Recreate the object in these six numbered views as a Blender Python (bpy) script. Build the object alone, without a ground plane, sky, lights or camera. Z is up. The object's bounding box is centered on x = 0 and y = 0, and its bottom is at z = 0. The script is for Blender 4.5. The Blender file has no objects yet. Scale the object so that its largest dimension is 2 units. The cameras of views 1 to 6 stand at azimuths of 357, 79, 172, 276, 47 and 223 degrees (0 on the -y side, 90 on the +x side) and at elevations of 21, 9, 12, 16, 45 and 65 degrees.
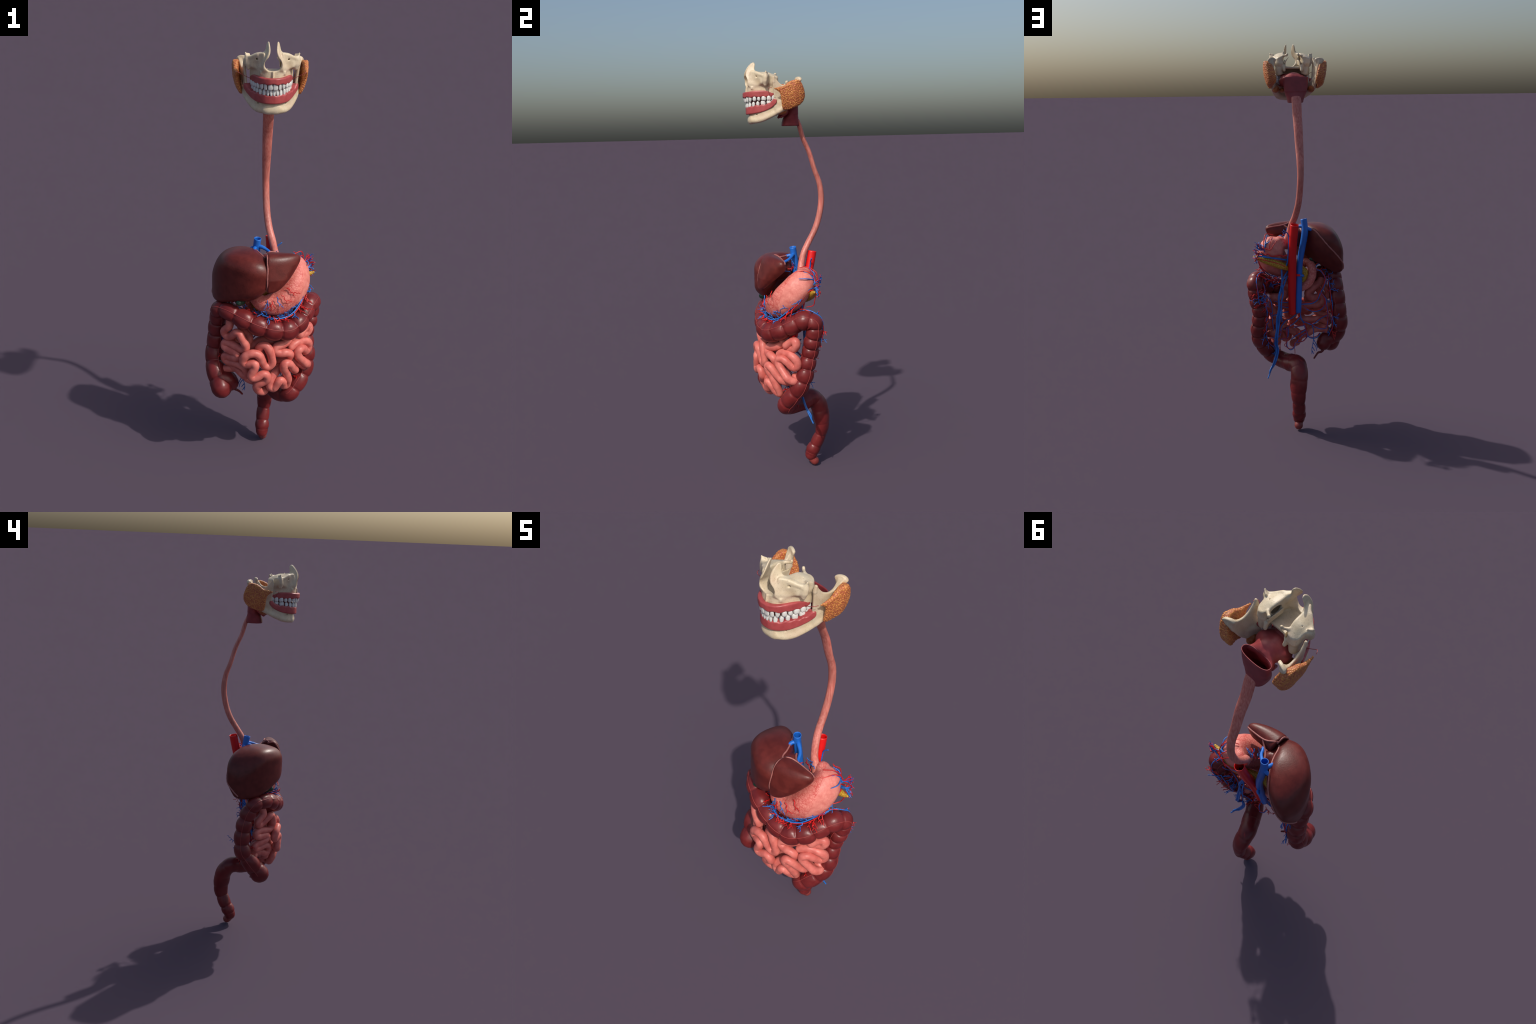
import bpy, math, random
import numpy as np
from mathutils import Vector, Matrix, Quaternion

random.seed(7)
rng = np.random.default_rng(7)
HX = 0.008            # the skull's mirror plane

# ------------------------------------------------------------------ materials
def new_mat(name):
    m = bpy.data.materials.new(name)
    m.use_nodes = True
    nt = m.node_tree
    for n in list(nt.nodes):
        nt.nodes.remove(n)
    out = nt.nodes.new('ShaderNodeOutputMaterial')
    bs = nt.nodes.new('ShaderNodeBsdfPrincipled')
    nt.links.new(bs.outputs[0], out.inputs[0])
    tc = nt.nodes.new('ShaderNodeTexCoord')
    return m, nt, bs, tc.outputs['Object']

def mapping(nt, vec, scale):
    mp = nt.nodes.new('ShaderNodeMapping')
    mp.inputs['Scale'].default_value = scale
    nt.links.new(vec, mp.inputs['Vector'])
    return mp.outputs[0]

def noise(nt, vec, scale, detail=4, rough=.55, dist=0):
    n = nt.nodes.new('ShaderNodeTexNoise')
    n.inputs['Scale'].default_value = scale
    n.inputs['Detail'].default_value = detail
    n.inputs['Roughness'].default_value = rough
    n.inputs['Distortion'].default_value = dist
    nt.links.new(vec, n.inputs['Vector'])
    return n.outputs['Fac']

def voronoi(nt, vec, scale, feature='F1', rnd=1.0):
    n = nt.nodes.new('ShaderNodeTexVoronoi')
    n.feature = feature
    n.inputs['Scale'].default_value = scale
    n.inputs['Randomness'].default_value = rnd
    nt.links.new(vec, n.inputs['Vector'])
    return n.outputs['Distance']

def ramp(nt, fac, stops):
    r = nt.nodes.new('ShaderNodeValToRGB')
    el = r.color_ramp.elements
    while len(el) < len(stops):
        el.new(.5)
    for e, (p, c) in zip(el, stops):
        e.position = p
        e.color = (*c, 1) if not isinstance(c, float) else (c, c, c, 1)
    nt.links.new(fac, r.inputs[0])
    return r.outputs[0]

def mix(nt, fac, a, b, mode='MIX'):
    n = nt.nodes.new('ShaderNodeMix')
    n.data_type = 'RGBA'
    n.blend_type = mode
    for sock, v in ((n.inputs[0], fac), (n.inputs[6], a), (n.inputs[7], b)):
        if isinstance(v, (int, float)):
            sock.default_value = v
        elif isinstance(v, tuple):
            sock.default_value = (*v, 1)
        else:
            nt.links.new(v, sock)
    return n.outputs[2]

def bump(nt, bs, h, strength, dist):
    b = nt.nodes.new('ShaderNodeBump')
    b.inputs['Strength'].default_value = strength
    b.inputs['Distance'].default_value = dist
    nt.links.new(h, b.inputs['Height'])
    nt.links.new(b.outputs[0], bs.inputs['Normal'])

def tissue(name, dark, light, scale=30, rough=.4, bs_scale=200, bump_d=.0006, spec=.5,
           lo=.35, hi=.65, stretch=None, sss=0):
    m, nt, bs, v = new_mat(name)
    if stretch:
        v = mapping(nt, v, stretch)
    f = noise(nt, v, scale)
    nt.links.new(ramp(nt, f, [(lo, dark), (hi, light)]), bs.inputs['Base Color'])
    bs.inputs['Roughness'].default_value = rough
    bs.inputs['Specular IOR Level'].default_value = spec
    if bump_d:
        bump(nt, bs, noise(nt, v, bs_scale, 3), .5, bump_d)
    return m

def stomach_mat():
    m, nt, bs, v = new_mat('stomach_wall')
    n = noise(nt, v, 40, 5)
    base = ramp(nt, n, [(.3, (.60, .165, .135)), (.7, (.76, .28, .23))])
    # fine red capillaries: distorted voronoi borders
    d = nt.nodes.new('ShaderNodeTexNoise'); d.inputs['Scale'].default_value = 60
    nt.links.new(v, d.inputs['Vector'])
    add = nt.nodes.new('ShaderNodeVectorMath'); add.operation = 'MULTIPLY_ADD'
    nt.links.new(d.outputs['Color'], add.inputs[0])
    add.inputs[1].default_value = (.02, .02, .02)
    nt.links.new(v, add.inputs[2])
    e1 = voronoi(nt, add.outputs[0], 55, 'DISTANCE_TO_EDGE')
    e2 = voronoi(nt, add.outputs[0], 105, 'DISTANCE_TO_EDGE')
    l1 = ramp(nt, e1, [(0.0, 1.0), (.085, 0.0)])
    l2 = ramp(nt, e2, [(0.0, .75), (.12, 0.0)])
    s = mix(nt, 1.0, l1, l2, 'LIGHTEN')
    patch = ramp(nt, noise(nt, v, 22, 2), [(.38, .55), (.56, 1.0)])
    s2 = mix(nt, 1.0, s, patch, 'MULTIPLY')
    # the capillary net covers the front face only, with a clean border
    dot = nt.nodes.new('ShaderNodeVectorMath'); dot.operation = 'DOT_PRODUCT'
    sh = nt.nodes.new('ShaderNodeVectorMath'); sh.operation = 'SUBTRACT'
    nt.links.new(v, sh.inputs[0]); sh.inputs[1].default_value = (.168, -.040, .970)
    nt.links.new(sh.outputs[0], dot.inputs[0]); dot.inputs[1].default_value = (-.789, -.549, .275)
    side = nt.nodes.new('ShaderNodeMath'); side.operation = 'GREATER_THAN'
    nt.links.new(dot.outputs['Value'], side.inputs[0]); side.inputs[1].default_value = 0.0
    s3 = mix(nt, 1.0, s2, ramp(nt, side.outputs[0], [(0.0, .22), (1.0, 1.0)]), 'MULTIPLY')
    nt.links.new(mix(nt, s3, base, (.50, .045, .04)), bs.inputs['Base Color'])
    bs.inputs['Specular IOR Level'].default_value = .38
    bs.inputs['Roughness'].default_value = .5
    bump(nt, bs, noise(nt, v, 120, 4), .5, .001)
    return m

def bone_mat():
    m, nt, bs, v = new_mat('bone')
    a = ramp(nt, noise(nt, v, 28, 5), [(.35, (.53, .41, .245)), (.62, (.65, .55, .39))])
    pores = ramp(nt, noise(nt, v, 260, 3), [(.30, .55), (.42, 1.0)])
    pink = ramp(nt, noise(nt, v, 16, 2), [(.45, (.65, .56, .40)), (.68, (.60, .45, .345))])
    c = mix(nt, .4, a, pink)
    nt.links.new(mix(nt, .6, c, pores, 'MULTIPLY'), bs.inputs['Base Color'])
    bs.inputs['Roughness'].default_value = .42
    bump(nt, bs, noise(nt, v, 260, 4), .55, .0012)
    return m

def esophagus_mat():
    m, nt, bs, v = new_mat('esophagus_muscle')
    st = mapping(nt, v, (1, 1, .06))
    a = ramp(nt, noise(nt, st, 190, 4), [(.34, (.52, .125, .098)), (.68, (.68, .25, .20))])
    b = ramp(nt, noise(nt, v, 14, 3), [(.38, .8), (.58, 1.0)])
    nt.links.new(mix(nt, 1.0, a, b, 'MULTIPLY'), bs.inputs['Base Color'])
    bs.inputs['Roughness'].default_value = .45
    bump(nt, bs, noise(nt, st, 260, 2), .5, .0008)
    return m

def grainy(name, dark, light, scale, rough=.45):
    m, nt, bs, v = new_mat(name)
    d = voronoi(nt, v, scale)
    nt.links.new(ramp(nt, d, [(.15, light), (.75, dark)]), bs.inputs['Base Color'])
    bs.inputs['Roughness'].default_value = rough
    inv = nt.nodes.new('ShaderNodeMath'); inv.operation = 'SUBTRACT'
    inv.inputs[0].default_value = 1
    nt.links.new(d, inv.inputs[1])
    bump(nt, bs, inv.outputs[0], .9, .002)
    return m

M = dict(
    bone=bone_mat(),
    enamel=tissue('enamel', (.60, .60, .57), (.70, .70, .67), 60, .28, 300, .0002),
    gum=tissue('gum', (.33, .050, .053), (.41, .074, .075), 40, .38, 220, .0005),
    mouth=tissue('mouth_lining', (.29, .042, .045), (.38, .064, .064), 40, .42, 220, .0005),
    throat=tissue('throat_muscle', (.215, .030, .036), (.285, .043, .050), 40, .5, 200, .0005),
    tongue=tissue('tongue_skin', (.42, .085, .085), (.50, .12, .115), 40, .42, 240, .0005),
    gland_base=tissue('gland_tissue', (.36, .085, .035), (.50, .145, .06), 90, .5, 300, .0008),
    lobule=tissue('gland_lobule', (.46, .155, .042), (.60, .245, .065), 70, .45, 300, .0006),
    deep_gland=tissue('deep_gland', (.30, .08, .018), (.42, .13, .03), 60, .45, 160, .001),
    esophagus=esophagus_mat(),
    stomach=stomach_mat(),
    liver=tissue('liver_capsule', (.090, .0130, .0105), (.128, .0205, .0165), 30, .38, 150, .0007, spec=.32),
    ligament=tissue('ligament', (.30, .095, .082), (.40, .15, .13), 80, .5, 200, .0006),
    gall=tissue('gallbladder_wall', (.010, .040, .022), (.018, .060, .032), 40, .35, 200, .0003),
    pancreas=grainy('pancreas_lobules', (.36, .19, .012), (.72, .46, .055), 210),
    colon=tissue('colon_wall', (.122, .0125, .0135), (.176, .0210, .0215), 20, .33, 140, .0007, spec=.34),
    taenia=tissue('taenia', (.26, .035, .032), (.34, .055, .048), 60, .45, 200, .0003),
    anus=tissue('anal_wall', (.19, .030, .027), (.25, .045, .040), 40, .4, 200, .0005, spec=.35),
    bowel=tissue('small_bowel_wall', (.53, .118, .098), (.67, .192, .158), 30, .42, 200, .0006, spec=.35),
    artery=tissue('artery', (.50, .008, .008), (.62, .014, .013), 40, .38, 200, 0),
    aorta=tissue('aorta_wall', (.66, .005, .006), (.72, .008, .008), 12, .4, 200, 0),
    vein=tissue('vein', (.012, .115, .42), (.02, .165, .56), 40, .38, 200, 0),
    cava=tissue('cava_wall', (.010, .130, .52), (.016, .150, .58), 12, .4, 200, 0),
)

# ------------------------------------------------------------------ scene tree
root = bpy.data.objects.new('digestive_system', None)
bpy.context.scene.collection.objects.link(root)
root['label'] = 'anatomical human digestive tract from jaws down to rectum'
root['category'] = 'anatomy model'

def add_obj(name, me, parent=root):
    o = bpy.data.objects.new(name, me)
    bpy.context.scene.collection.objects.link(o)
    o.parent = parent
    return o

def mesh_obj(name, v, f, mat, parent=root, smooth=True):
    me = bpy.data.meshes.new(name)
    me.from_pydata([tuple(map(float, p)) for p in v], [], [tuple(map(int, q)) for q in f])
    me.materials.append(M[mat])
    if smooth:
        me.polygons.foreach_set('use_smooth', [True] * len(me.polygons))
    me.update()
    return add_obj(name, me, parent)

# ------------------------------------------------------------------ tubes
def spline(P, step=None, n=None):
    """centripetal Catmull-Rom through rows of P (any columns; xyz first)."""
    P = np.asarray(P, float)
    P = np.vstack([2 * P[0] - P[1], P, 2 * P[-1] - P[-2]])
    out, tt = [], []
    for i in range(1, len(P) - 2):
        p0, p1, p2, p3 = P[i - 1:i + 3]
        d = [max(1e-6, np.linalg.norm((b - a)[:3]) ** .5) for a, b in ((p0, p1), (p1, p2), (p2, p3))]
        t0, t1 = 0, d[0]; t2 = t1 + d[1]; t3 = t2 + d[2]
        k = n or max(2, int(np.ceil(np.linalg.norm((p2 - p1)[:3]) / step)))
        for j in range(k):
            t = t1 + (t2 - t1) * j / k
            A1 = (t1 - t) / (t1 - t0) * p0 + (t - t0) / (t1 - t0) * p1
            A2 = (t2 - t) / (t2 - t1) * p1 + (t - t1) / (t2 - t1) * p2
            A3 = (t3 - t) / (t3 - t2) * p2 + (t - t2) / (t3 - t2) * p3
            B1 = (t2 - t) / (t2 - t0) * A1 + (t - t0) / (t2 - t0) * A2
            B2 = (t3 - t) / (t3 - t1) * A2 + (t - t1) / (t3 - t1) * A3
            out.append((t2 - t) / (t2 - t1) * B1 + (t - t1) / (t2 - t1) * B2)
            tt.append(i - 1 + j / k)
    out.append(P[-2]); tt.append(len(P) - 3)
    return np.array(out), np.array(tt)

def frames(C, up=None):
    T = np.gradient(C, axis=0)
    T /= np.linalg.norm(T, axis=1)[:, None] + 1e-12
    u = np.array(up if up is not None else (0, -1, 0.01), float)
    if abs(u @ T[0]) > .95:
        u = np.array((1., 0, 0))
    N = np.zeros_like(C)
    u = u - (u @ T[0]) * T[0]; N[0] = u / np.linalg.norm(u)
    for i in range(1, len(C)):
        w = N[i - 1] - (N[i - 1] @ T[i]) * T[i]
        N[i] = w / np.linalg.norm(w)
    return T, N, np.cross(T, N)

def tube_data(C, R, seg=12, up=None, rb=None, shape=None, cap0='round', cap1='round', fixed_up=None):
    """C centres, R radius along N (rb along B, default same), shape(i,theta)->factor"""
    C = np.asarray(C, float); R = np.asarray(R, float)
    rb = R if rb is None else np.asarray(rb, float)
    if fixed_up is not None:
        T = np.gradient(C, axis=0); T /= np.linalg.norm(T, axis=1)[:, None]
        N = np.array(fixed_up, float)[None] - (T @ np.array(fixed_up, float))[:, None] * T
        N /= np.linalg.norm(N, axis=1)[:, None]
        B = np.cross(T, N)
    else:
        T, N, B = frames(C, up)
    th = np.linspace(0, 2 * np.pi, seg, endpoint=False)
    V = []
    def ring(c, n, b, ra, rbb, fac):
        return c + (ra * np.cos(th) * fac)[:, None] * n + (rbb * np.sin(th) * fac)[:, None] * b
    def fac(i):
        return np.ones(seg) if shape is None else shape(i, th)
    nc = 4
    if cap0 == 'round':
        for k in range(nc):
            a = (k + .35) / nc * np.pi / 2
            V.append(ring(C[0] - T[0] * min(R[0], rb[0]) * np.cos(a), N[0], B[0], R[0] * np.sin(a), rb[0] * np.sin(a), fac(0)))
    for i in range(len(C)):
        V.append(ring(C[i], N[i], B[i], R[i], rb[i], fac(i)))
    if cap1 == 'round':
        for k in range(nc):
            a = (nc - k - .65) / nc * np.pi / 2
            V.append(ring(C[-1] + T[-1] * min(R[-1], rb[-1]) * np.cos(a), N[-1], B[-1], R[-1] * np.sin(a), rb[-1] * np.sin(a), fac(len(C) - 1)))
    nr = len(V)
    V = np.vstack(V)
    F = []
    for i in range(nr - 1):
        for j in range(seg):
            k = (j + 1) % seg
            F.append((i * seg + j, i * seg + k, (i + 1) * seg + k, (i + 1) * seg + j))
    if cap0:
        F.append(tuple(range(seg - 1, -1, -1)))
    if cap1:
        F.append(tuple((nr - 1) * seg + j for j in range(seg)))
    return V, F, (T, N, B)

def join(parts):
    V, F, o = [], [], 0
    for v, f in parts:
        V.append(np.asarray(v)); F += [tuple(i + o for i in q) for q in f]; o += len(v)
    return np.vstack(V), F

def tube(name, pts, r, mat, seg=14, step=.006, parent=root, **kw):
    pts = np.asarray(pts, float)
    if pts.shape[1] == 3:
        rr = np.full(len(pts), r) if np.isscalar(r) else np.asarray(r, float)
        pts = np.column_stack([pts, rr])
    S, _ = spline(pts, step=step)
    V, F, _ = tube_data(S[:, :3], S[:, 3], seg, **kw)
    return mesh_obj(name, V, F, mat, parent)

# ------------------------------------------------------------------ implicit solids
def surface_nets(F, org, h):
    ins = F < 0
    nx, ny, nz = F.shape
    cx, cy, cz = nx - 1, ny - 1, nz - 1
    cnt = np.zeros((cx, cy, cz), np.int8)
    for dx in (0, 1):
        for dy in (0, 1):
            for dz in (0, 1):
                cnt += ins[dx:dx + cx, dy:dy + cy, dz:dz + cz]
    act = np.argwhere((cnt > 0) & (cnt < 8))
    idx = -np.ones((cx, cy, cz), np.int64)
    idx[tuple(act.T)] = np.arange(len(act))
    acc = np.zeros((len(act), 3)); num = np.zeros(len(act))
    corners = [(dx, dy, dz) for dx in (0, 1) for dy in (0, 1) for dz in (0, 1)]
    for a in corners:
        for ax in range(3):
            if a[ax]:
                continue
            b = list(a); b[ax] = 1
            A = act + a; Bc = act + b
            fa = F[tuple(A.T)]; fb = F[tuple(Bc.T)]
            cr = (fa < 0) != (fb < 0)
            t = np.where(cr, fa / np.where(cr, fa - fb, 1), 0)
            p = A + t[:, None] * (np.array(b) - np.array(a))
            acc[cr] += p[cr]; num[cr] += 1
    V = acc / num[:, None] * h + org
    Q = []
    for ax in range(3):
        o1, o2 = [(1, 2), (2, 0), (0, 1)][ax]
        sl = [slice(None)] * 3; sl2 = [slice(None)] * 3
        sl[ax] = slice(0, -1); sl2[ax] = slice(1, None)
        a, b = ins[tuple(sl)], ins[tuple(sl2)]
        e = np.argwhere(a != b)
        e = e[(e[:, o1] > 0) & (e[:, o2] > 0) & (e[:, o1] < F.shape[o1] - 1) & (e[:, o2] < F.shape[o2] - 1)]
        u = np.zeros(3, int); w = np.zeros(3, int); u[o1] = 1; w[o2] = 1
        q = np.stack([idx[tuple((e - u - w).T)], idx[tuple((e - w).T)], idx[tuple(e.T)], idx[tuple((e - u).T)]], 1)
        flip = ~a[tuple(e.T)]
        q[flip] = q[flip][:, ::-1]
        Q.append(q)
    return V, np.vstack(Q)

def smooth_verts(V, Q, it=2, lam=.5):
    e = np.vstack([Q[:, [0, 1]], Q[:, [1, 2]], Q[:, [2, 3]], Q[:, [3, 0]]])
    for k in range(it):
        for l in (lam, -lam * .9):
            s = np.zeros_like(V); n = np.zeros(len(V))
            np.add.at(s, e[:, 0], V[e[:, 1]]); np.add.at(n, e[:, 0], 1)
            np.add.at(s, e[:, 1], V[e[:, 0]]); np.add.at(n, e[:, 1], 1)
            V = V + l * (s / n[:, None] - V)
    return V

class Grid:
    def __init__(s, lo, hi, h):
        s.lo = np.array(lo, float); s.h = h
        n = np.ceil((np.array(hi) - s.lo) / h).astype(int) + 1
        ax = [s.lo[i] + h * np.arange(n[i]) for i in range(3)]
        s.x = ax[0][:, None, None]; s.y = ax[1][None, :, None]; s.z = ax[2][None, None, :]
        s.shape = tuple(n)

def smin(a, b, k):
    h = np.clip(.5 + .5 * (b - a) / k, 0, 1)
    return b + (a - b) * h - k * h * (1 - h)

def smax(a, b, k):
    return -smin(-a, -b, k)

def ellipsoid(g, c, r, X=None):
    X = g.x if X is None else X
    c = np.array(c); r = np.array(r)
    q0 = np.sqrt(((X - c[0]) / r[0]) ** 2 + ((g.y - c[1]) / r[1]) ** 2 + ((g.z - c[2]) / r[2]) ** 2)
    q1 = np.sqrt(((X - c[0]) / r[0] ** 2) ** 2 + ((g.y - c[1]) / r[1] ** 2) ** 2 + ((g.z - c[2]) / r[2] ** 2) ** 2)
    return q0 * (q0 - 1) / (q1 + 1e-9)

def capsule(g, a, b, ra, rb, X=None):
    X = g.x if X is None else X
    a = np.array(a, float); b = np.array(b, float); d = b - a
    px, py, pz = X - a[0], g.y - a[1], g.z - a[2]
    t = np.clip((px * d[0] + py * d[1] + pz * d[2]) / (d @ d), 0, 1)
    return np.sqrt((px - t * d[0]) ** 2 + (py - t * d[1]) ** 2 + (pz - t * d[2]) ** 2) - (ra + (rb - ra) * t)

def poly2d(U, W, P):
    """signed distance to a closed polygon, U and W broadcastable"""
    P = np.asarray(P, float)
    U, W = np.broadcast_arrays(U, W)
    d = np.full(U.shape, 1e9); s = np.ones(U.shape)
    for i in range(len(P)):
        a, b = P[i], P[i - 1]
        e = b - a
        wx, wy = U - a[0], W - a[1]
        t = np.clip((wx * e[0] + wy * e[1]) / (e @ e), 0, 1)
        d = np.minimum(d, (wx - e[0] * t) ** 2 + (wy - e[1] * t) ** 2)
        c1 = W >= a[1]; c2 = W < b[1]; c3 = e[0] * wy > e[1] * wx
        s = np.where((c1 & c2 & c3) | (~c1 & ~c2 & ~c3), -s, s)
    return s * np.sqrt(d)

def line2d(U, W, P):
    """unsigned distance to an open polyline"""
    P = np.asarray(P, float)
    U, W = np.broadcast_arrays(U, W)
    d = np.full(U.shape, 1e9)
    for a, b in zip(P[:-1], P[1:]):
        e = b - a
        t = np.clip(((U - a[0]) * e[0] + (W - a[1]) * e[1]) / (e @ e), 0, 1)
        d = np.minimum(d, (U - a[0] - e[0] * t) ** 2 + (W - a[1] - e[1] * t) ** 2)
    return np.sqrt(d)

def closed_curve(P, n=6):
    P = np.asarray(P, float)
    S, _ = spline(np.vstack([P[-2:], P, P[:2]])[:, [0, 1]] @ np.array([[1, 0, 0], [0, 1, 0]]), n=n)
    return S[2 * n:(2 + len(P)) * n, :2]

def open_curve(P, n=6):
    P = np.asarray(P, float)
    return spline(P @ np.array([[1, 0, 0], [0, 1, 0]]), n=n)[0][:, :2]

def solid(name, g, F, mat, parent=root, it=2, mirror=False):
    """mesh an implicit field; mirror=True: the field covers x>=0 of the skull's half space"""
    F = np.broadcast_to(F, g.shape)
    lo = g.lo.copy()
    if mirror:        # g.x starts at 0
        F = np.concatenate([F[:0:-1], F], 0)
        lo[0] = HX - (g.shape[0] - 1) * g.h
    F = np.pad(F, 1, constant_values=1.0)
    V, Q = surface_nets(np.ascontiguousarray(F), lo - g.h, g.h)
    V = smooth_verts(V, Q, it)
    return mesh_obj(name, V, Q, mat, parent), V, Q

def vert_normals(V, Q):
    n = np.cross(V[Q[:, 2]] - V[Q[:, 0]], V[Q[:, 3]] - V[Q[:, 1]])
    N = np.zeros_like(V)
    for k in range(4):
        np.add.at(N, Q[:, k], n)
    return N / (np.linalg.norm(N, axis=1)[:, None] + 1e-12)

# ================================================================== HEAD
# ---- dental arches (half, measured from the mirror plane)
UP = open_curve([(0, -.191), (.012, -.1905), (.028, -.184), (.043, -.1725), (.0545, -.154), (.062, -.135), (.069, -.114), (.075, -.09), (.080, -.068)])
LOW = open_curve([(0, -.187), (.010, -.186), (.022, -.182), (.035, -.172), (.047, -.157), (.056, -.139), (.064, -.116), (.073, -.09), (.081, -.068)])

def interp(v, xs, ys):
    """piecewise curve with its corners rounded off"""
    w = .3 * (max(xs) - min(xs)) / max(1, len(xs) - 1)
    return sum(np.interp(v + w * k, xs, ys) for k in (-1, -.6, -.2, .2, .6, 1)) / 6

# ---- upper jaw bone
def build_maxilla():
    h = .0017
    g = Grid((0, -.205, 1.835), (.125, -.03, 2.005), h)
    X, y, z = g.x, g.y, g.z
    low = closed_curve([(0, -.181), (.03, -.176), (.05, -.157), (.064, -.13), (.078, -.10), (.087, -.075), (.084, -.056), (.066, -.05), (.05, -.06), (.047, -.1), (.040, -.14), (.02, -.160), (-.02, -.163), (-.02, -.181)], 4)
    dl = poly2d(X, y, low)
    A = smax(smax(dl, z - 1.902, .012), interp(y, [-.12, -.06], [1.852, 1.844]) - z, .008)
    up = closed_curve([(.036, -.170), (.05, -.158), (.066, -.145), (.088, -.126), (.104, -.112), (.103, -.1), (.093, -.088), (.090, -.062), (.075, -.046), (.055, -.048), (.045, -.065), (.039, -.10), (.036, -.14)], 4)
    du = poly2d(X, y, up)
    top = interp(y, [-.15, -.125, -.09, -.05], [1.953, 1.949, 1.949, 1.932]) - .10 * np.maximum(0, X - .06) + interp(X, [.045, .07, .088, .1], [.005, .001, -.007, -.004])
    Bk = smax(smax(du, z - top, .007), 1.895 - z + .5 * np.maximum(0, X - .085), .012)
    F = smin(A, Bk, .016)
    # rim of the orbit and cheek spike
    F = smin(F, capsule(g, (.060, -.143, 1.946), (.090, -.120, 1.934), .006, .005), .008)
    F = smin(F, capsule(g, (.098, -.107, 1.912), (.108, -.110, 1.953), .012, .0012), .010)
    F = smin(F, capsule(g, (.093, -.100, 1.945), (.108, -.108, 1.950), .004, .0015), .006)
    F = smin(F, capsule(g, (.100, -.108, 1.925), (.095, -.110, 1.893), .010, .008), .010)
    # hollow under the cheek and canine fossa
    F = smax(F, -ellipsoid(g, (.112, -.085, 1.905), (.016, .018, .03)), .008)
    F = smax(F, -ellipsoid(g, (.078, -.155, 1.905), (.018, .018, .020)), .012)
    # frontal process blade
    blade = closed_curve([(-.152, 1.9995), (-.144, 1.994), (-.147, 1.962), (-.138, 1.943), (-.142, 1.915), (-.165, 1.890), (-.178, 1.893), (-.184, 1.915), (-.189, 1.943), (-.182, 1.966), (-.164, 1.991)], 4)
    db = poly2d(y, z, blade)
    x0 = interp(z, [1.885, 1.905, 1.925, 1.945, 1.96, 1.975, 2.0], [.032, .036, .034, .0275, .0220, .0180, .0135]) + interp(z, [1.90, 1.93, 1.965, 2.0], [.10, .22, .42, .30]) * (y + .168)
    th = interp(z, [1.89, 1.93, 1.96, 2.0], [.0055, .005, .0042, .003])
    F = smin(F, smax(db, np.abs(X - x0) - th, .004), .012)
    # nasal floor, ridge and spine
    pal = smax(smax(X - .05, np.abs(y + .118) - .050, .004), np.abs(z - 1.880 - 6 * (X * 0 + np.maximum(0, .03 - X)) * 0) - .0055, .004)
    F = smin(F, pal, .008)
    F = smin(F, capsule(g, (0, -.166, 1.886), (0, -.184, 1.899), .006, .0028), .006)
    F = smin(F, capsule(g, (0, -.182, 1.888), (0, -.186, 1.862), .0035, .003), .006)
    # nasal cavity keeps open
    cav = smax(np.sqrt((X / .034) ** 2 + ((z - 1.915) / .028) ** 2) * .028 - .028, y * 0 - 1, .001)
    cav = smax(cav, (1.8885 - z), .004)
    F = smax(F, -cav, .004)
    # sinus with its window in the nasal wall
    F = smax(F, -ellipsoid(g, (.064, -.095, 1.918), (.024, .033, .022)), .003)
    F = smax(F, -ellipsoid(g, (.042, -.095, 1.925), (.013, .021, .013)), .003)
    # thin shelf, back spurs
    F = smin(F, smax(np.abs(X - .034 - .1 * (y + .09)) - .0022, smax(np.abs(y + .085) - .032, np.abs(z - 1.905 + .15 * (y + .085)) - .012, .003), .002), .004)
    F = smin(F, capsule(g, (.047, -.062, 1.938), (.030, -.050, 1.940), .006, .0045), .006)
    F = smin(F, capsule(g, (.030, -.050, 1.940), (.028, -.049, 1.945), .0045, .0055), .004)
    F = smin(F, capsule(g, (.040, -.055, 1.905), (.022, -.05, 1.930), .0032, .0016), .004)
    F = smin(F, capsule(g, (.046, -.056, 1.885), (.044, -.048, 1.866), .008, .007), .008)
    F = smin(F, capsule(g, (.074, -.062, 1.87), (.07, -.058, 1.850), .011, .009), .010)
    # foramina
    F = smax(F, -capsule(g, (.062, -.128, 1.934), (.064, -.158, 1.929), .003, .0042), .003)
    F = smax(F, -capsule(g, (.072, -.095, 1.965), (.072, -.095, 1.935), .0018, .0018), .002)
    return solid('upper_jaw', g, F, 'bone', it=4, mirror=True)[0]

upper_jaw = build_maxilla()

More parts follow.
